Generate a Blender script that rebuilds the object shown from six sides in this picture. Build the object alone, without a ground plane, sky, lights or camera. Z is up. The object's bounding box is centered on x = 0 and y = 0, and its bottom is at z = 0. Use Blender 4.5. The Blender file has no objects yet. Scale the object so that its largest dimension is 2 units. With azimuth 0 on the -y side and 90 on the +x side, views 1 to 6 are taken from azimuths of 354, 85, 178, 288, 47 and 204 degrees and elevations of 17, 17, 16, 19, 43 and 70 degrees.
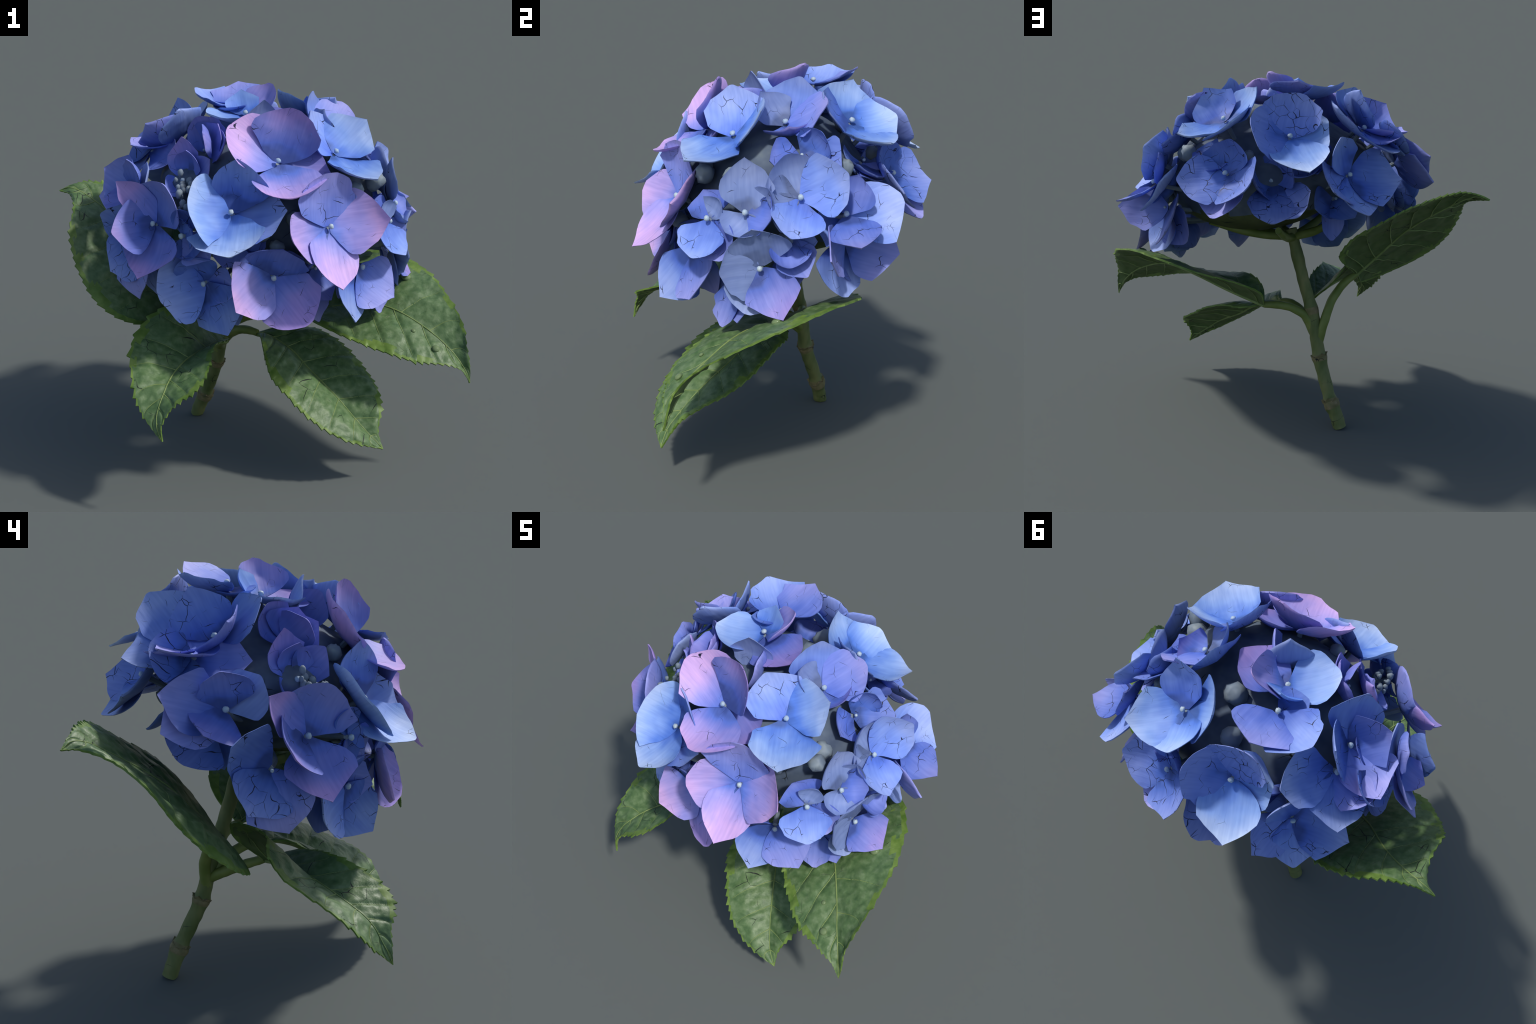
import bpy, math, random
from mathutils import Vector, Matrix, noise

V = Vector
HEAD = V((0.05, 0.0, 1.02))          # middle of the flower head, florets face away from it

# ------------------------------------------------------------------ materials
def new_mat(name):
    m = bpy.data.materials.new(name)
    m.use_nodes = True
    nt = m.node_tree
    nt.nodes.clear()
    out = nt.nodes.new('ShaderNodeOutputMaterial')
    bsdf = nt.nodes.new('ShaderNodeBsdfPrincipled')
    nt.links.new(bsdf.outputs[0], out.inputs[0])
    return m, nt, bsdf, out

def N(nt, kind, **kw):
    n = nt.nodes.new(kind)
    for k, v in kw.items():
        if hasattr(n, k) and not isinstance(v, tuple):
            setattr(n, k, v)
        else:
            n.inputs[k.replace('_', ' ')].default_value = v
    return n

def ramp(nt, stops):
    r = nt.nodes.new('ShaderNodeValToRGB')
    el = r.color_ramp.elements
    while len(el) < len(stops):
        el.new(0.5)
    for e, (p, c) in zip(el, stops):
        e.position = p
        e.color = (*c, 1) if len(c) == 3 else c
    return r

def mixrgb(nt, fac, a, b, mode='MIX'):
    m = nt.nodes.new('ShaderNodeMix')
    m.data_type = 'RGBA'
    m.blend_type = mode
    L = nt.links
    for sock, val in ((m.inputs[0], fac), (m.inputs[6], a), (m.inputs[7], b)):
        if isinstance(val, bpy.types.NodeSocket):
            L.new(val, sock)
        elif isinstance(val, (int, float)):
            sock.default_value = val
        else:
            sock.default_value = (*val, 1)
    return m.outputs[2]

def math_node(nt, op, a, b=0.0, c=0.0):
    n = nt.nodes.new('ShaderNodeMath')
    n.operation = op
    for i, v in enumerate((a, b, c)):
        if isinstance(v, bpy.types.NodeSocket):
            nt.links.new(v, n.inputs[i])
        else:
            n.inputs[i].default_value = v
    return n.outputs[0]

def shifted_coords(nt):
    """Object coordinates moved by a random amount for every object, so repeats differ."""
    tc = nt.nodes.new('ShaderNodeTexCoord')
    oi = nt.nodes.new('ShaderNodeObjectInfo')
    mul = math_node(nt, 'MULTIPLY', oi.outputs['Random'], 37.0)
    comb = nt.nodes.new('ShaderNodeCombineXYZ')
    for i in range(3):
        nt.links.new(mul, comb.inputs[i])
    add = nt.nodes.new('ShaderNodeVectorMath')
    add.operation = 'ADD'
    nt.links.new(tc.outputs['Object'], add.inputs[0])
    nt.links.new(comb.outputs[0], add.inputs[1])
    return tc.outputs['Object'], add.outputs[0], oi.outputs['Random']

def cracks(nt, vec, scale, amount, width=0.02):
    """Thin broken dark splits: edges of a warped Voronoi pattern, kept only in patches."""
    wn = N(nt, 'ShaderNodeTexNoise', Scale=scale * 0.5, Detail=2.0)
    nt.links.new(vec, wn.inputs['Vector'])
    warp = nt.nodes.new('ShaderNodeVectorMath')
    warp.operation = 'MULTIPLY_ADD'
    nt.links.new(wn.outputs['Color'], warp.inputs[0])
    warp.inputs[1].default_value = (0.09, 0.09, 0.09)
    nt.links.new(vec, warp.inputs[2])
    vo = nt.nodes.new('ShaderNodeTexVoronoi')
    vo.feature = 'DISTANCE_TO_EDGE'
    vo.inputs['Scale'].default_value = scale
    nt.links.new(warp.outputs[0], vo.inputs['Vector'])
    patch = N(nt, 'ShaderNodeTexNoise', Scale=scale * 0.9, Detail=1.0)
    nt.links.new(vec, patch.inputs['Vector'])
    mr = nt.nodes.new('ShaderNodeMapRange')
    mr.inputs[1].default_value = 1 - amount - 0.08
    mr.inputs[2].default_value = 1 - amount + 0.12
    nt.links.new(patch.outputs['Fac'], mr.inputs[0])
    w = math_node(nt, 'MULTIPLY', mr.outputs[0], width)
    d = math_node(nt, 'SUBTRACT', w, vo.outputs['Distance'])
    d = math_node(nt, 'MULTIPLY', d, 160.0)
    n = nt.nodes.new('ShaderNodeClamp')
    nt.links.new(d, n.inputs[0])
    return n.outputs[0]

def petal_material(name, heart, middle, rim, crack=0.42):
    """Petal: deep colour at the heart running out to a paler or pinker rim, fine streaks along it."""
    m, nt, b, out = new_mat(name)
    L = nt.links
    obj, sh, rnd = shifted_coords(nt)
    sep = nt.nodes.new('ShaderNodeSeparateXYZ')
    L.new(obj, sep.inputs[0])
    blotch = N(nt, 'ShaderNodeTexNoise', Scale=7.0, Detail=2.0)
    L.new(sh, blotch.inputs['Vector'])
    y = math_node(nt, 'MULTIPLY', sep.outputs['Y'], 4.0)
    y = math_node(nt, 'ADD', y, math_node(nt, 'MULTIPLY', math_node(nt, 'SUBTRACT', blotch.outputs['Fac'], 0.5), 0.9))
    y = math_node(nt, 'ADD', y, math_node(nt, 'MULTIPLY', math_node(nt, 'SUBTRACT', rnd, 0.5), 0.25))
    r = ramp(nt, [(0.0, tuple(0.55 * x for x in heart)), (0.14, heart), (0.5, middle), (0.98, rim)])
    L.new(y, r.inputs[0])
    # veins: noise stretched along the petal
    mp = nt.nodes.new('ShaderNodeMapping')
    mp.inputs['Scale'].default_value = (75, 7, 20)
    L.new(sh, mp.inputs[0])
    st = N(nt, 'ShaderNodeTexNoise', Scale=1.0, Detail=3.0)
    L.new(mp.outputs[0], st.inputs['Vector'])
    sr = ramp(nt, [(0.3, (0.86, 0.88, 0.93)), (0.72, (1.08, 1.07, 1.04))])
    L.new(st.outputs['Fac'], sr.inputs[0])
    col = mixrgb(nt, 1.0, r.outputs[0], sr.outputs[0], 'MULTIPLY')
    vary = math_node(nt, 'MULTIPLY_ADD', rnd, 0.22, 0.90)
    vc = nt.nodes.new('ShaderNodeCombineColor')
    for i in range(3):
        L.new(vary, vc.inputs[i])
    col = mixrgb(nt, 1.0, col, vc.outputs[0], 'MULTIPLY')
    cr = cracks(nt, sh, 15.0, crack)
    col = mixrgb(nt, cr, col, (0.012, 0.016, 0.05))
    L.new(col, b.inputs['Base Color'])
    b.inputs['Roughness'].default_value = 0.55
    b.inputs['Specular IOR Level'].default_value = 0.3
    bump = N(nt, 'ShaderNodeBump', Strength=0.25, Distance=0.004)
    h = math_node(nt, 'SUBTRACT', st.outputs['Fac'], cr)
    L.new(h, bump.inputs['Height'])
    L.new(bump.outputs[0], b.inputs['Normal'])
    tr = nt.nodes.new('ShaderNodeBsdfTranslucent')
    L.new(col, tr.inputs[0])
    mx = nt.nodes.new('ShaderNodeMixShader')
    mx.inputs[0].default_value = 0.06
    L.new(b.outputs[0], mx.inputs[1])
    L.new(tr.outputs[0], mx.inputs[2])
    L.new(mx.outputs[0], out.inputs[0])
    return m

PETAL = {
    'b': petal_material('petal_blue', (0.085, 0.165, 0.60), (0.19, 0.295, 0.72), (0.34, 0.43, 0.78)),
    'l': petal_material('petal_light_blue', (0.10, 0.22, 0.68), (0.26, 0.41, 0.80), (0.50, 0.62, 0.88), 0.36),  # rim colour lightened to paint in the near-white sun highlights on petal edges
    'v': petal_material('petal_violet_blue', (0.095, 0.165, 0.58), (0.20, 0.26, 0.68), (0.33, 0.335, 0.72)),
    'm': petal_material('petal_mauve', (0.10, 0.165, 0.58), (0.22, 0.245, 0.66), (0.42, 0.30, 0.68), 0.38),
    'p': petal_material('petal_pink', (0.12, 0.20, 0.64), (0.33, 0.31, 0.72), (0.60, 0.40, 0.74), 0.36),
    'g': petal_material('petal_greyish', (0.18, 0.25, 0.50), (0.23, 0.31, 0.60), (0.29, 0.36, 0.64), 0.36),
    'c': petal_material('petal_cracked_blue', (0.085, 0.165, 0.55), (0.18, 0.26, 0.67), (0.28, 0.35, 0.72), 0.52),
}

def simple_material(name, stops, scale, rough=0.6, crack=0.0, bump=0.2, spec=0.35, crack_scale=14.0, stretch=(1, 1, 1)):
    m, nt, b, out = new_mat(name)
    L = nt.links
    obj, sh, rnd = shifted_coords(nt)
    mp = nt.nodes.new('ShaderNodeMapping')
    mp.inputs['Scale'].default_value = stretch
    L.new(sh, mp.inputs[0])
    n = N(nt, 'ShaderNodeTexNoise', Scale=scale, Detail=4.0)
    L.new(mp.outputs[0], n.inputs['Vector'])
    r = ramp(nt, stops)
    L.new(n.outputs['Fac'], r.inputs[0])
    col = r.outputs[0]
    h = n.outputs['Fac']
    if crack:
        cr = cracks(nt, sh, crack_scale, crack)
        col = mixrgb(nt, cr, col, (0.008, 0.012, 0.01))
        h = math_node(nt, 'SUBTRACT', h, cr)
    L.new(col, b.inputs['Base Color'])
    b.inputs['Roughness'].default_value = rough
    b.inputs['Specular IOR Level'].default_value = spec
    bp = N(nt, 'ShaderNodeBump', Strength=bump, Distance=0.006)
    L.new(h, bp.inputs['Height'])
    L.new(bp.outputs[0], b.inputs['Normal'])
    return m

LEAF = simple_material('leaf_green', [(0.3, (0.055, 0.115, 0.036)), (0.52, (0.095, 0.165, 0.060)), (0.74, (0.155, 0.225, 0.105))],
                       30.0, rough=0.50, crack=0.38, bump=0.6, spec=0.45, crack_scale=9.0)
LEAF_RIM = simple_material('leaf_rim', [(0.3, (0.075, 0.15, 0.02)), (0.7, (0.17, 0.26, 0.055))], 22.0, rough=0.5, crack=0.3, bump=0.3)
LEAF_BACK = simple_material('leaf_back', [(0.3, (0.06, 0.11, 0.03)), (0.7, (0.11, 0.155, 0.055))], 18.0, rough=0.7, crack=0.42, bump=0.4, crack_scale=9.0)
VEIN = simple_material('leaf_vein', [(0.3, (0.14, 0.21, 0.06)), (0.7, (0.24, 0.31, 0.11))], 20.0, rough=0.5)
STEM = simple_material('stem_green', [(0.3, (0.09, 0.125, 0.035)), (0.55, (0.15, 0.175, 0.06)), (0.75, (0.20, 0.20, 0.075))],
                       22.0, rough=0.6, crack=0.36, bump=0.4, crack_scale=13.0, stretch=(1, 1, 0.35))
NODE = simple_material('stem_node', [(0.3, (0.13, 0.13, 0.05)), (0.6, (0.21, 0.175, 0.085)), (0.8, (0.28, 0.22, 0.13))], 34.0, rough=0.7, crack=0.4, bump=0.5)
PETIOLE = simple_material('petiole_green', [(0.3, (0.12, 0.17, 0.03)), (0.7, (0.19, 0.23, 0.06))], 14.0, rough=0.5)
CORE = simple_material('receptacle_slate', [(0.3, (0.05, 0.075, 0.13)), (0.6, (0.10, 0.135, 0.19)), (0.8, (0.16, 0.20, 0.22))], 9.0, rough=0.7, crack=0.35, bump=0.4, crack_scale=8.0)
UNDER = simple_material('receptacle_green', [(0.3, (0.05, 0.065, 0.02)), (0.7, (0.10, 0.12, 0.045))], 10.0, rough=0.7, crack=0.4, bump=0.5, crack_scale=9.0)
BUD = simple_material('bud_grey_green', [(0.3, (0.15, 0.20, 0.27)), (0.6, (0.22, 0.27, 0.31)), (0.8, (0.31, 0.35, 0.31))], 16.0, rough=0.6, crack=0.3, crack_scale=18.0)
EYE = simple_material('eye_cream', [(0.3, (0.28, 0.40, 0.58)), (0.7, (0.52, 0.60, 0.60))], 30.0, rough=0.5)

def drop_material():
    m, nt, b, out = new_mat('water')
    b.inputs['Base Color'].default_value = (0.20, 0.28, 0.13, 1)  # leaf green painted into the drop for light refracted from the blade beneath
    b.inputs['Roughness'].default_value = 0.06
    b.inputs['Transmission Weight'].default_value = 0.25
    b.inputs['IOR'].default_value = 1.33
    return m
WATER = drop_material()

# ------------------------------------------------------------------ helpers
def add_object(name, mesh, parent=None, matrix=None):
    o = bpy.data.objects.new(name, mesh)
    bpy.context.scene.collection.objects.link(o)
    if matrix is not None:
        o.matrix_world = matrix
    if parent is not None:
        o.parent = parent
        o.matrix_parent_inverse = parent_matrix[parent.name].inverted()
    parent_matrix[o.name] = matrix.copy() if matrix is not None else Matrix()
    return o
parent_matrix = {}

def make_mesh(name, verts, faces, mats, face_mat=None, smooth=True, sharp_angle=None):
    me = bpy.data.meshes.new(name)
    me.from_pydata([tuple(v) for v in verts], [], faces)
    for m in mats:
        me.materials.append(m)
    if face_mat:
        me.polygons.foreach_set('material_index', face_mat)
    me.polygons.foreach_set('use_smooth', [smooth] * len(me.polygons))
    me.update()
    if sharp_angle:
        me.set_sharp_from_angle(angle=math.radians(sharp_angle))
    return me

def catmull(pts, t):
    """Point at t in 0..1 on a smooth curve through the control points (any dimension)."""
    n = len(pts) - 1
    x = min(max(t, 0.0), 1.0) * n
    i = min(int(x), n - 1)
    f = x - i
    p1, p2 = pts[i], pts[i + 1]
    p0 = pts[i - 1] if i > 0 else [2 * a - b for a, b in zip(p1, p2)]
    p3 = pts[i + 2] if i + 2 <= n else [2 * a - b for a, b in zip(p2, p1)]
    out = []
    for a, b, c, d in zip(p0, p1, p2, p3):
        out.append(0.5 * (2 * b + (c - a) * f + (2 * a - 5 * b + 4 * c - d) * f * f + (3 * b - a - 3 * c + d) * f ** 3))
    return out

def frames(pts):
    """Parallel-transported frames along a list of Vectors."""
    res = []
    up = V((0.3, 0.9, 0.1))
    for i, p in enumerate(pts):
        a = pts[max(i - 1, 0)]
        b = pts[min(i + 1, len(pts) - 1)]
        t = (b - a).normalized()
        u = (up - t * up.dot(t)).normalized()
        res.append((p, t, u, t.cross(u)))
        up = u
    return res

def tube(name, ctrl, radii, mat, rings=24, sides=10, wobble=0.0, seed=0, caps=True, mats=None, pick=None):
    pts = [V(catmull(ctrl, i / (rings - 1))) for i in range(rings)]
    verts, faces, fm = [], [], []
    for i, (p, t, u, w) in enumerate(frames(pts)):
        f = i / (rings - 1)
        r = catmull([(x,) for x in radii], f)[0]
        for k in range(sides):
            a = 2 * math.pi * k / sides
            rr = r
            if wobble:
                q = V((math.cos(a) * 1.3, math.sin(a) * 1.3, f * rings * 0.35 + seed * 7))
                rr *= 1 + wobble * noise.noise(q)
            q = p + (u * math.cos(a) + w * math.sin(a)) * rr
            verts.append(V((q.x, q.y, max(q.z, 0.0))))
    for i in range(rings - 1):
        for k in range(sides):
            a, b = i * sides + k, i * sides + (k + 1) % sides
            faces.append((a, b, b + sides, a + sides))
            fm.append(pick((i + .5) / (rings - 1)) if pick else 0)
    if caps:
        faces.append(tuple(range(sides))[::-1]); fm.append(0)
        faces.append(tuple((rings - 1) * sides + k for k in range(sides))); fm.append(0)
    return make_mesh(name, verts, faces, mats or [mat], fm, sharp_angle=50)

def ball(name, r, mat, rings=8, sides=12, squash=1.0, wobble=0.0, seed=0):
    verts, faces = [V((0, 0, -r * squash))], []
    for i in range(1, rings):
        th = math.pi * i / rings
        for k in range(sides):
            a = 2 * math.pi * k / sides
            d = V((math.sin(th) * math.cos(a), math.sin(th) * math.sin(a), -math.cos(th)))
            rr = r * (1 + wobble * noise.noise(d * 2.1 + V((seed * 3.7, 0, 0))))
            verts.append(V((d.x * rr, d.y * rr, d.z * rr * squash)))
    verts.append(V((0, 0, r * squash)))
    for k in range(sides):
        faces.append((0, 1 + (k + 1) % sides, 1 + k))
    for i in range(rings - 2):
        for k in range(sides):
            a, b = 1 + i * sides + k, 1 + i * sides + (k + 1) % sides
            faces.append((a, b, b + sides, a + sides))
    top = len(verts) - 1
    base = 1 + (rings - 2) * sides
    for k in range(sides):
        faces.append((base + k, base + (k + 1) % sides, top))
    return make_mesh(name, verts, faces, [mat])

def look_matrix(origin, xdir, ydir, zdir):
    m = Matrix((xdir, ydir, zdir)).transposed().to_4x4()
    m.translation = origin
    return m

# ------------------------------------------------------------------ the plant
plant = bpy.data.objects.new('hydrangea', None)
bpy.context.scene.collection.objects.link(plant)
plant.location = (-0.302, 0.339, 0.0)
parent_matrix['hydrangea'] = Matrix.Translation(plant.location)
plant['label'] = 'cut hydrangea stem with blue and pink mophead and four leaves'
plant['category'] = 'flower'

# ---- stem
STEM_LINE = [(-0.302, 0.339, 0.000), (-0.278, 0.322, 0.075), (-0.247, 0.300, 0.155), (-0.215, 0.258, 0.265), (-0.190, 0.224, 0.365),
             (-0.172, 0.203, 0.465), (-0.158, 0.186, 0.555), (-0.132, 0.160, 0.660), (-0.100, 0.138, 0.770), (-0.068, 0.114, 0.890), (-0.028, 0.085, 1.05)]
def stem_radius(f):
    z = catmull(STEM_LINE, f)[2]
    r = 0.037 - 0.006 * f
    for zc, w, h in ((0.13, 0.030, 0.010), (0.365, 0.022, 0.009), (0.62, 0.028, 0.006), (0.90, 0.03, 0.004)):
        r += h * math.exp(-((z - zc) / w) ** 2)
    r -= 0.004 * math.exp(-((z - 0.18) / 0.03) ** 2)
    return r
rr = [stem_radius(i / 60) for i in range(61)]
def stem_pick(f):
    z = catmull(STEM_LINE, f)[2]
    return 1 if abs(z - 0.135) < 0.026 or abs(z - 0.365) < 0.018 or abs(z - 0.62) < 0.018 else 0
stem = add_object('stem', tube('stem', STEM_LINE, rr, STEM, rings=90, sides=16, wobble=0.10, seed=1, mats=[STEM, NODE], pick=stem_pick), plant, Matrix())

def scar(center, axis_pt, seed):
    """Ragged collar of old leaf bases around a stem joint."""
    rnd = random.Random(seed)
    c, ax = V(center), (V(axis_pt) - V(center)).normalized()
    u = ax.orthogonal().normalized(); w = ax.cross(u)
    verts, faces = [], []
    k = 7
    for j in range(k):
        a0 = 2 * math.pi * (j + rnd.uniform(-.2, .2)) / k
        a1 = a0 + 2 * math.pi / k * rnd.uniform(.8, 1.1)
        lo, hi = -rnd.uniform(.018, .03), rnd.uniform(.006, .03)
        b = len(verts)
        for (a, h, r) in ((a0, lo, .030), (a1, lo, .030), (a1, hi * .6, .046), ((a0 + a1) / 2, hi, .050), (a0, hi * .4, .046)):
            d = u * math.cos(a) + w * math.sin(a)
            verts.append(c + d * r + ax * h)
        for (a, h, r) in ((a0, lo, .024), (a1, lo, .024), (a1, hi * .6, .036), ((a0 + a1) / 2, hi, .038), (a0, hi * .4, .036)):
            d = u * math.cos(a) + w * math.sin(a)
            verts.append(c + d * r + ax * h)
        faces.append(tuple(b + i for i in range(5)))
        faces.append(tuple(b + 5 + i for i in (4, 3, 2, 1, 0)))
        for i in range(5):
            j2 = (i + 1) % 5
            faces.append((b + j2, b + i, b + 5 + i, b + 5 + j2))
    return make_mesh('leaf_scar', verts, faces, [NODE], smooth=False)
for i, (a, b) in enumerate((((-0.252, 0.306, 0.135), (-0.215, 0.258, 0.265)), ((-0.190, 0.224, 0.365), (-0.172, 0.203, 0.465)))):
    add_object('leaf_scar', scar(a, b, 5 + i), plant, Matrix())

# ---- receptacle (the body that carries the florets)
def receptacle():
    rnd = random.Random(3)
    verts, faces, fm = [], [], []
    prof = [(1.035, 0.03), (1.037, 0.14), (1.045, 0.34), (1.075, 0.62), (1.13, 0.88), (1.21, 0.99), (1.31, 1.0), (1.41, 0.95), (1.50, 0.84), (1.57, 0.66), (1.625, 0.42), (1.65, 0.16), (1.655, 0.03)]
    sides, rings = 56, 48
    for i in range(rings):
        z, k = catmull(prof, i / (rings - 1))
        for j in range(sides):
            a = 2 * math.pi * j / sides
            c, s = math.cos(a), math.sin(a)
            low = max(0.0, min(1.0, (1.46 - z) / 0.28)) * max(0.0, min(1.0, 0.5 - 0.9 * c + 0.25 * s))
            p = V((0.04 + 0.545 * k * c * (1 - 0.27 * low), 0.01 + 0.445 * k * s * (1 - 0.27 * low), z + 0.09 * low * min(1, k * 1.4)))
            q = V((c * k * 2.2, s * k * 2.2, z * 5))
            d = 0.035 * noise.noise(q) + 0.012 * noise.noise(q * 3)
            p += V((c, s, 0.5)) * d * min(1, k * 1.5)
            verts.append(p)
    for i in range(rings - 1):
        for j in range(sides):
            a, b = i * sides + j, i * sides + (j + 1) % sides
            faces.append((a, b, b + sides, a + sides))
            zc = (verts[a].z + verts[a + sides].z) / 2 + 0.05 * noise.noise(verts[a] * 5)
            fm.append(1 if zc < (1.20 if verts[a].y > 0.05 else 1.10) else 0)
    faces.append(tuple(range(sides))[::-1]); fm.append(1)
    faces.append(tuple((rings - 1) * sides + j for j in range(sides))); fm.append(0)
    return make_mesh('receptacle', verts, faces, [CORE, UNDER], fm)
add_object('receptacle', receptacle(), plant, Matrix())

for i, (x, y, z) in enumerate(((0.40, 0.22, 1.12), (-0.30, 0.20, 1.16), (0.05, 0.36, 1.11), (-0.30, -0.2, 1.14), (0.1, -0.34, 1.08), (0.42, -0.12, 1.09))):
    s = V((-0.04, 0.095, 1.005)); e = V((x, y, z)); mdl = (s + e) / 2 - V((0, 0, 0.02))
    add_object('peduncle', tube('peduncle', [s, mdl, e], [0.024, 0.021, 0.018], PETIOLE, rings=12, sides=8, wobble=.15, seed=i), plant, Matrix())

# ------------------------------------------------------------------ florets
def petal_mesh(length, width, rnd, cup, bow, point, name='petal'):
    """One petal: base at the origin, tip at (0, length, 0), face towards +z, rounded body with an angular outline."""
    rows, cols = 16, 14
    q = point
    nodes = [(0.0, 0.16), (0.13, 0.52), (0.28, 0.86), (0.46, 1.02), (0.62, 1.03 - 0.08 * q), (0.78, 0.95 - 0.30 * q), (0.90, 0.66 - 0.36 * q), (1.0, 0.26 - 0.25 * q)]
    side = []
    for _ in range(2):
        side.append([(t, w * rnd.uniform(0.88, 1.12) if 0 < t < 1 else w) for t, w in nodes])
    def half(t, sgn):
        nd = side[0 if sgn < 0 else 1]
        for (t0, w0), (t1, w1) in zip(nd, nd[1:]):
            if t <= t1:
                return w0 + (w1 - w0) * (t - t0) / (t1 - t0)
        return nd[-1][1]
    ph = [rnd.uniform(0, 6.28) for _ in range(6)]
    skew = rnd.uniform(-0.07, 0.07) * width
    edge_roll = rnd.uniform(-0.010, 0.012)
    off = V((rnd.uniform(0, 50), rnd.uniform(0, 50), 0))
    def z_at(s, t, x, y):
        z = cup * s * s * (0.35 + 0.65 * t) - bow * 4 * t * (1 - t)
        z += edge_roll * abs(s) ** 3
        z += 0.020 * t * (1 - 0.6 * t) * noise.noise(V((x * 9, y * 9, 0)) + off)
        z += 0.006 * t * (1 - t) * noise.noise(V((x * 26, y * 26, 3)) + off) * 2
        z += 0.008 * math.sin(s * 3.1 + ph[0]) * t * (1 - t) * 2
        z -= 0.004 * math.exp(-(s / 0.14) ** 2) * (1 - t)
        return z
    front, back = [], []
    verts, faces = [], []
    for i in range(rows + 1):
        t = i / rows
        for j in range(cols + 1):
            s = -1 + 2 * j / cols
            s = math.copysign(abs(s) ** 0.85, s)
            h = half(t, s)
            x = s * h * width / 2 + skew * 4 * t * (1 - t)
            y = length * (t - 0.03 * s * s * t * (1.3 - t))
            z = z_at(s * h, t, x, y)
            verts.append(V((x, y, z)))
    nfront = len(verts)
    for i in range(rows + 1):
        t = i / rows
        for j in range(cols + 1):
            s = -1 + 2 * j / cols
            th = 0.010 * (0.6 + 0.4 * (1 - abs(s) ** 4)) * (1 - 0.25 * t)
            v = verts[i * (cols + 1) + j]
            verts.append(V((v.x * 0.985, v.y * 0.992, v.z - th)))
    c1 = cols + 1
    for i in range(rows):
        for j in range(cols):
            a = i * c1 + j
            faces.append((a, a + 1, a + 1 + c1, a + c1))
            faces.append((nfront + a + c1, nfront + a + 1 + c1, nfront + a + 1, nfront + a))
    loop = [j for j in range(c1)] + [i * c1 + cols for i in range(1, rows + 1)] + [rows * c1 + j for j in range(cols - 1, -1, -1)] + [i * c1 for i in range(rows - 1, 0, -1)]
    for k in range(len(loop)):
        a, b = loop[k], loop[(k + 1) % len(loop)]
        faces.append((b, a, nfront + a, nfront + b))
    me = make_mesh(name, verts, faces, [])
    me.set_sharp_from_angle(angle=math.radians(48))
    return me

eye_mesh = ball('floret', 0.0125, EYE, rings=7, sides=10, squash=0.9, wobble=0.35, seed=2)

small_eye = ball('floret', 0.008, EYE, rings=6, sides=8)

def floret(center, petals, face=None, eye=True, seed=0, stalk=True):
    """petals: (tip, width, colour key[, options]); tips are where the petal points end in space."""
    rnd = random.Random(1000 + seed)
    c = V(center)
    radial = (c - HEAD).normalized()
    tips = [V(p[0]) for p in petals]
    n = V((0, 0, 0))
    dirs = [(t - c).normalized() for t in tips]
    if face is not None:
        n = V(face).normalized()
    else:
        mean = sum(dirs, V((0, 0, 0))) / len(dirs)
        for i in range(len(dirs)):
            for j in range(i + 1, len(dirs)):
                x = dirs[i].cross(dirs[j])
                if x.dot(radial) < 0:
                    x = -x
                n += x
        n = (n.normalized() * 0.45 + radial * 0.55 + mean * 0.25).normalized() if n.length > 1e-4 else radial
    zx = n.orthogonal().normalized()
    em = look_matrix(c + n * 0.022, zx, n.cross(zx), n)
    f = add_object('floret', eye_mesh if eye else small_eye, plant, em)
    for k, p in enumerate(petals):
        tip, width, key = V(p[0]), p[1], p[2]
        opt = p[3] if len(p) > 3 else {}
        ax = tip - c
        base = c + ax.normalized() * 0.006
        length = (tip - base).length
        y = (tip - base).normalized()
        nn = V(opt['up']) if 'up' in opt else n
        z = nn - y * nn.dot(y)
        if z.length < 0.25:
            z = z + (radial - y * radial.dot(y)) * 0.2 + V((0.01, 0.02, 0.0))
            z = z - y * z.dot(y)
        z.normalize()
        x = y.cross(z)
        me = petal_mesh(length * 1.02, width * 1.12, rnd, opt.get('cup', rnd.uniform(0.015, 0.05)), opt.get('bow', rnd.uniform(0.015, 0.036)), opt.get('point', rnd.choice((0.4, 0.7, 0.9, 1.0))))
        me.materials.append(PETAL[key])
        add_object('petal', me, f, look_matrix(base, x, y, z))
    if stalk:
        inner = c + (HEAD + V((0, 0, 0.12)) - c) * 0.45
        bend = (c + inner) / 2 + V((rnd.uniform(-.02, .02), rnd.uniform(-.02, .02), -0.01))
        add_object('pedicel', tube('pedicel', [c - n * 0.004, bend, inner], [0.013, 0.011, 0.014], BUD, rings=8, sides=7), f, Matrix())
    return f

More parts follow.
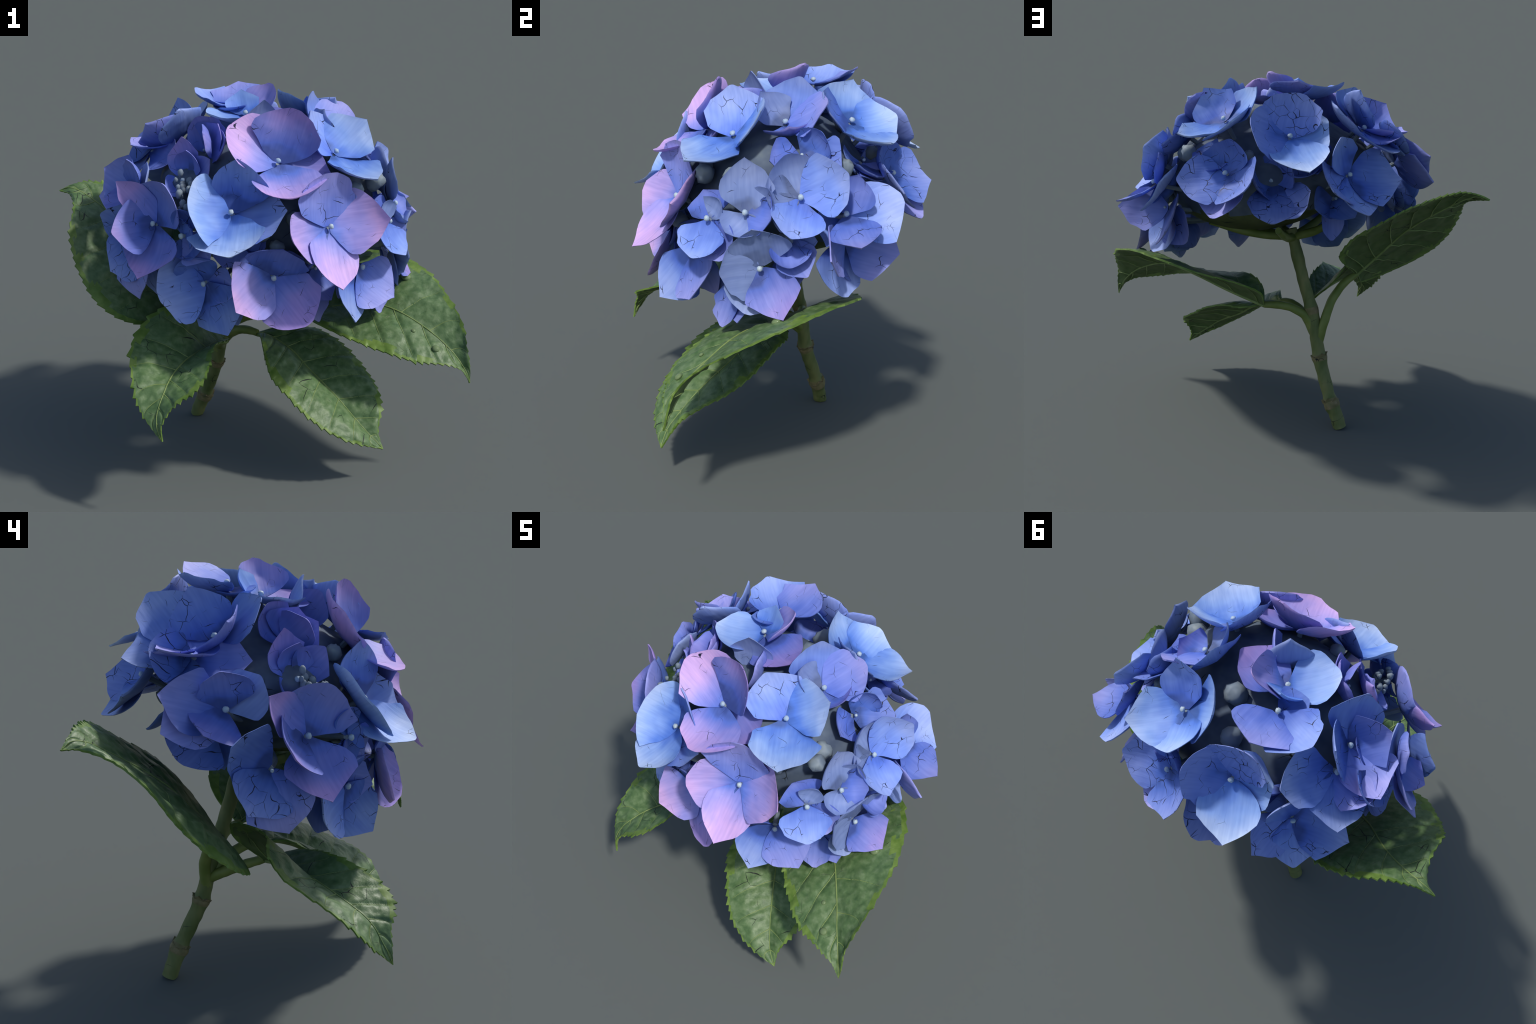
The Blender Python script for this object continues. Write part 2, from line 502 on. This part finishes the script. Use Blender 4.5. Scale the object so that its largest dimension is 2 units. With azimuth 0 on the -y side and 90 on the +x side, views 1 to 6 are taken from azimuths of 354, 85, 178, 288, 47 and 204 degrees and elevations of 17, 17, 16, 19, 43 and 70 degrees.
FLORETS = {
 'A': ((-.151, -.452, 1.363), [((-.345, -.525, 1.420), .29, 'l', {'point': 0.0}), ((-.184, -.687, 1.241), .30, 'l'), ((.083, -.534, 1.391), .26, 'b'), ((-.121, -.442, 1.607), .24, 'b')]),
 'B': ((.072, -.339, 1.564), [((.160, -.300, 1.799), .27, 'm', {'point': 0.3}), ((.315, -.383, 1.509), .22, 'm'), ((.107, -.580, 1.462), .29, 'p'), ((-.155, -.356, 1.729), .26, 'p')]),
 'C': ((.289, -.451, 1.283), [((.291, -.463, 1.534), .28, 'v', {'point': 0.0}), ((.565, -.492, 1.325), .28, 'p', {'point': 1.0}), ((.319, -.660, 1.059), .24, 'p', {'point': 1.0}), ((.099, -.620, 1.285), .22, 'p', {'point': 0.2})]),
 'D': ((.355, -.220, 1.576), [((.530, -.123, 1.719), .25, 'l'), ((.515, -.433, 1.498), .28, 'l', {'point': 1.0}), ((.242, -.241, 1.783), .26, 'b')]),
 'E': ((.373, .000, 1.638), [((.299, .060, 1.836), .26, 'b'), ((.484, .156, 1.761), .22, 'v'), ((.510, .000, 1.655), .20, 'p'), ((.330, -.112, 1.774), .16, 'g')]),
 'F': ((.319, .288, 1.648), [((.172, .315, 1.825), .25, 'l'), ((.285, .500, 1.685), .24, 'l', {'point': 0.6}), ((.545, .430, 1.611), .26, 'l', {'point': 1.0}), ((.430, .146, 1.794), .21, 'b', {'point': 1.0})]),
 'G': ((-.035, .023, 1.729), [((-.215, -.125, 1.765), .23, 'l'), ((-.047, .109, 1.849), .15, 'l'), ((.096, .086, 1.877), .19, 'p'), ((.220, -.048, 1.730), .24, 'm')]),
 'GB': ((-.060, .160, 1.770), [((-.262, .262, 1.845), .25, 'b'), ((-.036, .360, 1.863), .27, 'v'), ((-.150, .050, 1.770), .16, 'b')]),
 'GC': ((.030, -.120, 1.600), [((.037, -.146, 1.825), .18, 'g', {'up': (.4, -.8, .2)}), ((.130, -.190, 1.750), .16, 'v')]),
 'H': ((.006, .451, 1.595), [((.192, .550, 1.690), .27, 'c'), ((-.050, .400, 1.800), .27, 'c'), ((-.175, .430, 1.680), .26, 'l'), ((-.077, .706, 1.485), .27, 'l', {'point': 1.0})]),
 'I': ((-.371, .225, 1.602), [((-.225, .448, 1.746), .24, 'b'), ((-.493, .442, 1.532), .26, 'b', {'point': 1.0}), ((-.566, .265, 1.586), .20, 'v')]),
 'U': ((-.370, .090, 1.610), [((-.365, -.084, 1.782), .22, 'b'), ((-.594, .248, 1.604), .24, 'v'), ((-.519, -.002, 1.711), .23, 'v'), ((-.357, .213, 1.803), .24, 'b', {'up': (-.85, -.5, .2), 'point': 1.0})]),
 'J': ((-.280, .440, 1.410), [((-.242, .478, 1.604), .20, 'b'), ((-.550, .423, 1.392), .27, 'b', {'point': 1.0}), ((-.375, .600, 1.255), .22, 'b'), ((-.202, .667, 1.384), .22, 'c')]),
 'K': ((.305, .488, 1.422), [((.295, .480, 1.590), .23, 'c'), ((.545, .507, 1.398), .24, 'c'), ((.225, .700, 1.385), .25, 'c'), ((.368, .640, 1.245), .20, 'v')]),
 'L': ((.090, .400, 1.368), [((.088, .683, 1.233), .24, 'c'), ((-.027, .661, 1.256), .24, 'c'), ((.180, .520, 1.420), .20, 'c'), ((.020, .470, 1.500), .20, 'c')]),
 'M': ((.669, .242, 1.319), [((.659, .285, 1.490), .18, 'v'), ((.872, .280, 1.246), .20, 'v', {'point': 1.0}), ((.622, .482, 1.390), .27, 'b'), ((.60, .12, 1.26), .18, 'b')]),
 'DD': ((.610, .255, 1.200), [((.877, .167, 1.185), .20, 'v'), ((.612, .494, 1.143), .25, 'v'), ((.700, .260, .975), .22, 'b'), ((.52, .38, 1.05), .20, 'v')], None, False),
 'N': ((.645, .051, 1.380), [((.702, -.090, 1.390), .17, 'g'), ((.730, -.032, 1.260), .18, 'g'), ((.733, .227, 1.508), .24, 'b'), ((.804, .007, 1.254), .20, 'b'), ((.640, -.010, 1.560), .20, 'g')]),
 'CC': ((.511, .060, 1.530), [((.574, .132, 1.642), .16, 'c'), ((.642, .213, 1.517), .20, 'c'), ((.570, -.076, 1.520), .16, 'v')], None, False),
 'O': ((.689, -.104, 1.090), [((.727, -.273, 1.072), .22, 'g'), ((.760, -.153, 1.270), .22, 'g'), ((.708, -.153, .890), .20, 'g'), ((.812, -.010, .906), .21, 'm', {'point': 1.0})]),
 'OB': ((.640, -.060, 1.060), [((.742, -.036, .887), .20, 'v'), ((.700, .080, 1.060), .16, 'v')], None, False),
 'OC': ((.670, -.010, 1.210), [((.739, .089, 1.072), .16, 'v'), ((.775, .010, 1.120), .16, 'v'), ((.66, .13, 1.20), .16, 'b')], None, False),
 'AB': ((-.130, -.410, 1.230), [((-.060, -.500, 1.140), .18, 'v'), ((-.200, -.490, 1.130), .18, 'v'), ((-.02, -.44, 1.29), .15, 'v')], None, False),
 'PB': ((.230, -.370, 1.070), [((.262, -.400, .813), .17, 'v'), ((.315, -.410, .920), .18, 'v'), ((.235, -.455, 1.140), .18, 'v'), ((.14, -.42, .93), .18, 'v')], None, False),
 'AA': ((.655, -.170, 1.310), [((.650, -.188, 1.544), .20, 'g', {'up': (.9, -.1, .3)}), ((.690, -.085, 1.420), .13, 'g'), ((.750, -.080, 1.315), .16, 'v'), ((.715, -.255, 1.245), .15, 'g')]),
 'BB': ((.590, -.320, 1.265), [((.525, -.350, 1.375), .19, 'v'), ((.670, -.390, 1.120), .22, 'b'), ((.690, -.265, 1.120), .18, 'v'), ((.625, -.290, 1.360), .11, 'g')]),
 'P': ((.450, -.386, 1.072), [((.410, -.530, .850), .24, 'b'), ((.620, -.400, .920), .26, 'v'), ((.35, -.42, .93), .18, 'v'), ((.50, -.28, .90), .18, 'v')]),
 'PP': ((.590, -.221, 1.000), [((.680, -.193, .838), .18, 'v'), ((.594, -.256, .787), .12, 'v'), ((.51, -.22, .86), .18, 'v')], None, False),
 'R': ((.027, -.500, 1.076), [((.065, -.560, 1.215), .27, 'v'), ((-.150, -.620, .960), .27, 'p'), ((.177, -.599, .880), .27, 'm'), ((.17, -.48, 1.15), .18, 'v'), ((.02, -.47, .865), .22, 'v')]),
 'Q': ((-.275, -.430, 1.040), [((-.490, -.405, .975), .28, 'b', {'point': 0.3}), ((-.190, -.544, .822), .24, 'b'), ((-.150, -.520, 1.010), .15, 'v'), ((-.370, -.470, 1.170), .22, 'b')]),
 'QB': ((-.220, -.360, .990), [((-.13, -.44, .83), .18, 'b'), ((-.33, -.34, .84), .22, 'b')], None, False),
 'S': ((-.491, -.315, 1.293), [((-.450, -.395, 1.490), .25, 'v'), ((-.690, -.335, 1.268), .22, 'm'), ((-.585, -.455, 1.085), .26, 'm'), ((-.663, -.225, 1.478), .15, 'm')]),
 'SS': ((-.590, -.210, 1.180), [((-.748, -.112, 1.300), .22, 'b'), ((-.585, -.290, .930), .26, 'v', {'bow': -.02}), ((-.715, -.165, 1.030), .24, 'c', {'bow': 0.0}), ((-.500, -.240, .935), .20, 'b')], None, False),
 'T': ((-.590, -.030, 1.390), [((-.735, .180, 1.465), .22, 'v'), ((-.764, .158, 1.328), .24, 'v'), ((-.740, .000, 1.330), .22, 'm'), ((-.520, -.140, 1.515), .20, 'g'), ((-.625, -.020, 1.540), .20, 'v')]),
 'TB': ((-.520, .060, 1.300), [((-.623, .145, 1.175), .24, 'c'), ((-.560, .22, 1.22), .22, 'c'), ((-.52, .0, 1.13), .18, 'b')], None, False),
 'Y': ((-.345, -.225, 1.470), [((-.341, -.241, 1.617), .15, 'm'), ((-.356, -.182, 1.670), .16, 'm'), ((-.242, -.316, 1.587), .14, 'm'), ((-.43, -.24, 1.42), .12, 'v')], (-.6, -.7, .4)),
 'YB': ((-.240, -.150, 1.590), [((-.272, -.089, 1.748), .18, 'm'), ((-.190, -.186, 1.728), .18, 'm'), ((-.261, -.245, 1.690), .16, 'm'), ((-.159, -.263, 1.671), .16, 'm')], (-.5, -.6, .6), False),
 'Z': ((-.370, -.450, 1.273), [((-.387, -.463, 1.393), .13, 'c'), ((-.345, -.480, 1.165), .16, 'c'), ((-.335, -.505, 1.300), .13, 'c'), ((-.259, -.500, 1.166), .18, 'v')], (-.5, -.8, .1)),
 'W': ((-.500, .140, 1.560), [((-.600, .195, 1.475), .24, 'c'), ((-.400, -.065, 1.545), .18, 'v'), ((-.560, .291, 1.600), .20, 'c')], None, False),
 'FF': ((.350, .345, 1.480), [((.462, .401, 1.450), .20, 'v'), ((.400, .440, 1.420), .18, 'v'), ((.46, .28, 1.50), .16, 'b')], None, False),
 'HH': ((-.080, .360, 1.480), [((-.192, .393, 1.505), .20, 'v'), ((-.10, .47, 1.56), .20, 'v'), ((-.02, .50, 1.42), .18, 'c')], None, False),
 'X': ((-.230, .330, 1.270), [((-.223, .345, 1.060), .11, 'v'), ((-.33, .42, 1.20), .18, 'b'), ((-.13, .42, 1.24), .16, 'b')], None, False),
}
for i, (k, f) in enumerate(FLORETS.items()):
    floret(f[0], f[1], face=f[2] if len(f) > 2 else None, eye=f[3] if len(f) > 3 else True, seed=i)

# ---- unopened buds on the receptacle and the tight cluster on one side
bud_meshes = [ball('bud', 0.036, BUD, rings=8, sides=11, squash=1.15, wobble=0.35, seed=s) for s in range(4)]
BUDS = [(.514, -.152, 1.440, 1.4), (.555, -.225, 1.440, 1.2), (.165, .125, 1.660, 1.45), (.090, .300, 1.625, 1.4), (.425, -.345, 1.425, 1.2), (.360, -.340, 1.430, 1.0),
        (.13, -.44, 1.33, 1.0), (-.02, -.45, 1.27, 1.2), (.05, -.46, 1.20, 1.0), (.499, .244, 1.480, 1.2), (.53, .16, 1.46, 1.0), (.64, .0, 1.20, 1.0),
        (.36, .42, 1.36, 1.0), (-.30, .34, 1.34, 1.0), (-.12, -.32, 1.54, 1.0), (.20, .42, 1.50, .8), (.2, -.45, 1.15, 1.0), (.57, -.2, 1.14, 1.0)]
for i, (x, y, z, s) in enumerate(BUDS):
    n = (V((x, y, z)) - HEAD).normalized()
    u = n.orthogonal().normalized()
    o = add_object('bud', bud_meshes[i % 4], plant, look_matrix(V((x, y, z)), u, n.cross(u), n) @ Matrix.Scale(s, 4))
rnd = random.Random(11)
tiny = [ball('bud_cluster', 1, BUD, rings=6, sides=8, squash=1.3, wobble=0.3, seed=s) for s in range(2)]
verts, faces = [], []
for k in range(26):
    t = k / 25
    p = V((-.365, -.265, 1.49)).lerp(V((-.345, -.42, 1.36)), t) + V((rnd.uniform(-.035, .035), rnd.uniform(-.03, .03), rnd.uniform(-.035, .035)))
    r = rnd.uniform(.010, .019)
    src = tiny[k % 2]
    b = len(verts)
    verts += [p + v.co * r for v in src.vertices]
    faces += [tuple(b + i for i in pl.vertices) for pl in src.polygons]
cl = add_object('bud_cluster', make_mesh('bud_cluster', verts, faces, [BUD]), plant, Matrix())
cl['kind'] = 'stuff'
for m in tiny:
    bpy.data.meshes.remove(m)

# ------------------------------------------------------------------ leaves
def leaf(stations, petiole, seed, teeth, flip=False, swell=0.10):
    """stations: (midrib, one edge, other edge) from the base of the blade to its tip."""
    rnd = random.Random(seed)
    mids = [s[0] for s in stations]
    ls = [s[1] for s in stations]
    rs = [s[2] for s in stations]
    rows, cols = 150, 36
    off = V((seed * 5.1, seed * 2.3, 0))
    phase = [rnd.uniform(0, 1) for _ in range(2)]
    lat = 8.5
    def surf(t, s, rough=True):
        m, l, r = V(catmull(mids, t)), V(catmull(ls, t)), V(catmull(rs, t))
        e = l if s < 0 else r
        a = abs(s)
        p = m.lerp(e, a)
        across = e - m
        w = across.length
        up = ((r - m).cross(l - m))
        dt = V(catmull(mids, min(1, t + .01))) - V(catmull(mids, max(0, t - .01)))
        nrm = (r - l).cross(dt)
        nrm = nrm.normalized() if nrm.length > 1e-9 else V((0, 0, 1))
        if flip:
            nrm = -nrm
        p += nrm * (swell * w * a * (1 - a) * 4 * 0.5)      # each half swells a little
        if rough:
            v = t * lat - a * 1.15 + phase[0 if s < 0 else 1]
            groove = math.exp(-((abs(v - round(v))) / 0.09) ** 2)
            env = math.sin(math.pi * min(1, t * 1.02)) ** 0.5 * min(1, a * 6) * min(1, (1 - a) * 4 + 0.15) if 0 < t < 1 else 0
            p += nrm * env * (-0.008 * groove + 0.010 * noise.noise(V((p.x, p.y, p.z)) * 14 + off) + 0.004 * noise.noise(p * 38 + off))
            p += nrm * (-0.006) * math.exp(-(a / 0.05) ** 2) * env
        return p, nrm, across, dt
    def tooth(t, k):
        x = t * teeth + k * 0.37
        f = x - math.floor(x)
        i = int(math.floor(x))
        h = 0.45 + 0.9 * random.Random(i * 13 + seed * 7 + k).random()
        return f ** 1.3 * h
    verts, faces, fm = [], [], []
    for i in range(rows + 1):
        t = i / rows
        for j in range(cols + 1):
            s = -1 + 2 * j / cols
            p, nrm, across, dt = surf(t, s)
            if abs(s) > 0.88 and 0.03 < t < 0.97:
                k = 0 if s < 0 else 1
                amt = (abs(s) - 0.88) / 0.12 * tooth(t, k) * 0.015 * min(1, across.length / 0.08)
                if across.length > 1e-6:
                    p += across.normalized() * amt + dt.normalized() * amt * 0.7
            verts.append(p)
    nf = len(verts)
    c1 = cols + 1
    for i in range(rows + 1):
        t = i / rows
        for j in range(c1):
            p, nrm, across, dt = surf(t, -1 + 2 * j / cols, False)
            verts.append(verts[i * c1 + j] - nrm * 0.008)
    for i in range(rows):
        for j in range(cols):
            a = i * c1 + j
            f1 = (a, a + 1, a + 1 + c1, a + c1)
            f2 = (nf + a + c1, nf + a + 1 + c1, nf + a + 1, nf + a)
            if flip:
                f1, f2 = f1[::-1], f2[::-1]
            faces += [f1, f2]
            rim = j < 1 or j >= cols - 1 or i > rows * 0.96 or ((j < 3 or j >= cols - 3) and noise.noise(verts[a] * 9) > 0.12)
            fm += [1 if rim else 0, 1 if rim else 2]
    loop = [j for j in range(c1)] + [i * c1 + cols for i in range(1, rows + 1)] + [rows * c1 + j for j in range(cols - 1, -1, -1)] + [i * c1 for i in range(rows - 1, 0, -1)]
    for k in range(len(loop)):
        a, b = loop[k], loop[(k + 1) % len(loop)]
        q = (b, a, nf + a, nf + b)
        faces.append(q[::-1] if flip else q)
        fm.append(1)
    me = make_mesh('leaf', verts, faces, [LEAF, LEAF_RIM, LEAF_BACK], fm, sharp_angle=55)
    o = add_object('leaf', me, plant, Matrix())
    # veins: midrib and side ribs as fine raised threads on both faces
    vv, vf = [], []
    def thread(path, r0, r1, lift):
        pts = []
        for (t, s) in path:
            p, nrm, _, _ = surf(t, s)
            pts.append((p, nrm))
        fr = frames([p for p, _ in pts])
        base = len(vv)
        for q, ((p, nrm), (_, tt, u, w)) in enumerate(zip(pts, fr)):
            r = r0 + (r1 - r0) * q / (len(pts) - 1)
            for k in range(6):
                a = 2 * math.pi * k / 6
                d = u * math.cos(a) + w * math.sin(a)
                vv.append(p + nrm * lift + d * r)
        for q in range(len(pts) - 1):
            for k in range(6):
                a, b = base + q * 6 + k, base + q * 6 + (k + 1) % 6
                vf.append((a, b, b + 6, a + 6))
    for lift, thick in ((0.0006, 1.0), (-0.0090, 1.5)):
        thread([(x / 40 * 0.985, 0.0) for x in range(41)], 0.0065 * thick, 0.0016, lift)
        for k in (0, 1):
            sg = -1 if k == 0 else 1
            for q in range(0, int(lat) + 1):
                t0 = (q - phase[k]) / lat
                path = []
                for x in range(13):
                    a = x / 12 * 0.9
                    t = t0 + (a * 1.15) / lat
                    if 0.02 < t < 0.96:
                        path.append((t, sg * a))
                if len(path) > 3:
                    thread(path, 0.0027 * thick, 0.0009, lift)
    add_object('leaf_vein', make_mesh('leaf_vein', vv, vf, [VEIN]), o, Matrix())
    add_object('petiole', tube('petiole', petiole, [0.030, 0.026, 0.024, 0.022, 0.018], PETIOLE, rings=26, sides=10, wobble=0.12, seed=seed), o, Matrix())
    return o, surf

LD = [((.110, .150, .640), (.108, .140, .642), (.112, .162, .642)),
      ((.190, .115, .664), (.120, .020, .700), (.130, .275, .745)),
      ((.320, .050, .702), (.195, -.090, .740), (.240, .352, .822)),
      ((.450, -.020, .745), (.330, -.225, .705), (.430, .368, .880)),
      ((.560, -.090, .772), (.437, -.314, .677), (.620, .325, .932)),
      ((.643, -.160, .780), (.525, -.378, .655), (.780, .195, .950)),
      ((.720, -.232, .762), (.620, -.435, .636), (.880, .045, .920)),
      ((.804, -.313, .719), (.708, -.471, .614), (.930, -.090, .875)),
      ((.872, -.384, .670), (.790, -.482, .602), (.960, -.225, .818)),
      ((.925, -.432, .615), (.875, -.489, .590), (.980, -.365, .745)),
      ((.962, -.465, .560), (.940, -.489, .560), (.978, -.445, .655)),
      ((.980, -.480, .522), (.970, -.490, .522), (.990, -.474, .570)),
      ((.991, -.489, .487), (.990, -.490, .487), (.992, -.488, .487))]
LC = [((0.01, 0.0, 0.606), (0.008, -0.01, 0.608), (0.014, 0.01, 0.608)),
      ((0.07, -0.03, 0.598), (0.015, -0.11, 0.628), (0.14, 0.07, 0.612)),
      ((0.13, -0.072, 0.572), (0.018, -0.19, 0.605), (0.24, 0.075, 0.6)),
      ((0.187, -0.119, 0.536), (0.022, -0.26, 0.572), (0.33, 0.035, 0.6)),
      ((0.249, -0.188, 0.474), (0.041, -0.345, 0.513), (0.425, -0.04, 0.559)),
      ((0.315, -0.27, 0.421), (0.103, -0.414, 0.448), (0.5, -0.122, 0.498)),
      ((0.378, -0.349, 0.366), (0.18, -0.482, 0.375), (0.55, -0.218, 0.442)),
      ((0.435, -0.415, 0.305), (0.262, -0.527, 0.316), (0.577, -0.322, 0.393)),
      ((0.494, -0.475, 0.245), (0.365, -0.546, 0.256), (0.572, -0.413, 0.326)),
      ((0.532, -0.498, 0.208), (0.47, -0.537, 0.212), (0.548, -0.466, 0.246)),
      ((0.565, -0.511, 0.171), (0.564, -0.512, 0.171), (0.566, -0.51, 0.171))]
LB = [((-.156, -.064, .601), (-.160, -.060, .604), (-.150, -.066, .604)),
      ((-.200, -.120, .620), (-.260, .040, .730), (-.150, -.190, .660)),
      ((-.255, -.200, .632), (-.345, .020, .838), (-.185, -.290, .690)),
      ((-.320, -.295, .637), (-.430, -.145, .845), (-.230, -.365, .708)),
      ((-.385, -.385, .632), (-.530, -.190, .800), (-.255, -.450, .700)),
      ((-.430, -.460, .618), (-.610, -.290, .742), (-.275, -.540, .668)),
      ((-.465, -.535, .596), (-.634, -.420, .687), (-.310, -.620, .635)),
      ((-.487, -.592, .571), (-.625, -.530, .613), (-.365, -.672, .602)),
      ((-.507, -.634, .540), (-.608, -.605, .548), (-.425, -.685, .572)),
      ((-.522, -.665, .500), (-.580, -.648, .492), (-.470, -.690, .525)),
      ((-.524, -.693, .455), (-.546, -.684, .445), (-.506, -.705, .469)),
      ((-.504, -.714, .393), (-.505, -.713, .393), (-.503, -.715, .393))]
LA = [((-.391, .060, .788), (-.394, .056, .786), (-.388, .064, .792)),
      ((-.425, .080, .832), (-.425, -.025, .720), (-.310, .190, .880)),
      ((-.470, .108, .888), (-.530, -.110, .725), (-.272, .290, .960)),
      ((-.530, .150, .965), (-.665, -.150, .770), (-.330, .390, .080 + 1.0)),
      ((-.596, .204, 1.055), (-.790, -.112, .856), (-.430, .500, 1.178)),
      ((-.666, .275, 1.135), (-.860, -.030, .950), (-.530, .527, 1.248)),
      ((-.742, .336, 1.204), (-.905, .050, 1.055), (-.640, .518, 1.294)),
      ((-.820, .380, 1.262), (-.922, .140, 1.168), (-.750, .480, 1.322)),
      ((-.885, .408, 1.302), (-.908, .280, 1.250), (-.850, .458, 1.338)),
      ((-.945, .428, 1.318), (-.938, .395, 1.290), (-.930, .447, 1.328)),
      ((-.995, .441, 1.300), (-.994, .439, 1.299), (-.996, .443, 1.301))]

ld, ld_surf = leaf(LD, [(-.165, .195, .500), (-.130, .185, .570), (-.060, .178, .622), (.020, .168, .642), (.112, .150, .640)], 1, 30, flip=True)
leaf(LC, [(-.165, .190, .490), (-.120, .130, .560), (-.080, .085, .595), (-.035, .035, .612), (.012, .000, .606)], 2, 27, flip=True, swell=0.20)
leaf(LB, [(-.170, .200, .470), (-.175, .130, .510), (-.172, .060, .548), (-.165, .000, .575), (-.158, -.062, .600)], 3, 24, flip=True, swell=0.02)
leaf(LA, [(-.178, .205, .440), (-.212, .200, .560), (-.255, .158, .670), (-.320, .108, .748), (-.393, .060, .788)], 4, 30)

# ---- water drops on the sunlit leaf
drop_mesh = ball('water_drop', 0.019, WATER, rings=10, sides=16, squash=0.55)
for i, (t, s, k) in enumerate(((.42, .42, 1.1), (.47, .60, 1.3), (.66, -.45, 1.0), (.36, .22, .7), (.55, -.30, .6))):
    p, nrm, ac, dt = ld_surf(t, s)
    u = dt.normalized()
    add_object('water_drop', drop_mesh, ld, look_matrix(p + nrm * 0.003, u, nrm.cross(u), nrm) @ Matrix.Scale(k, 4))
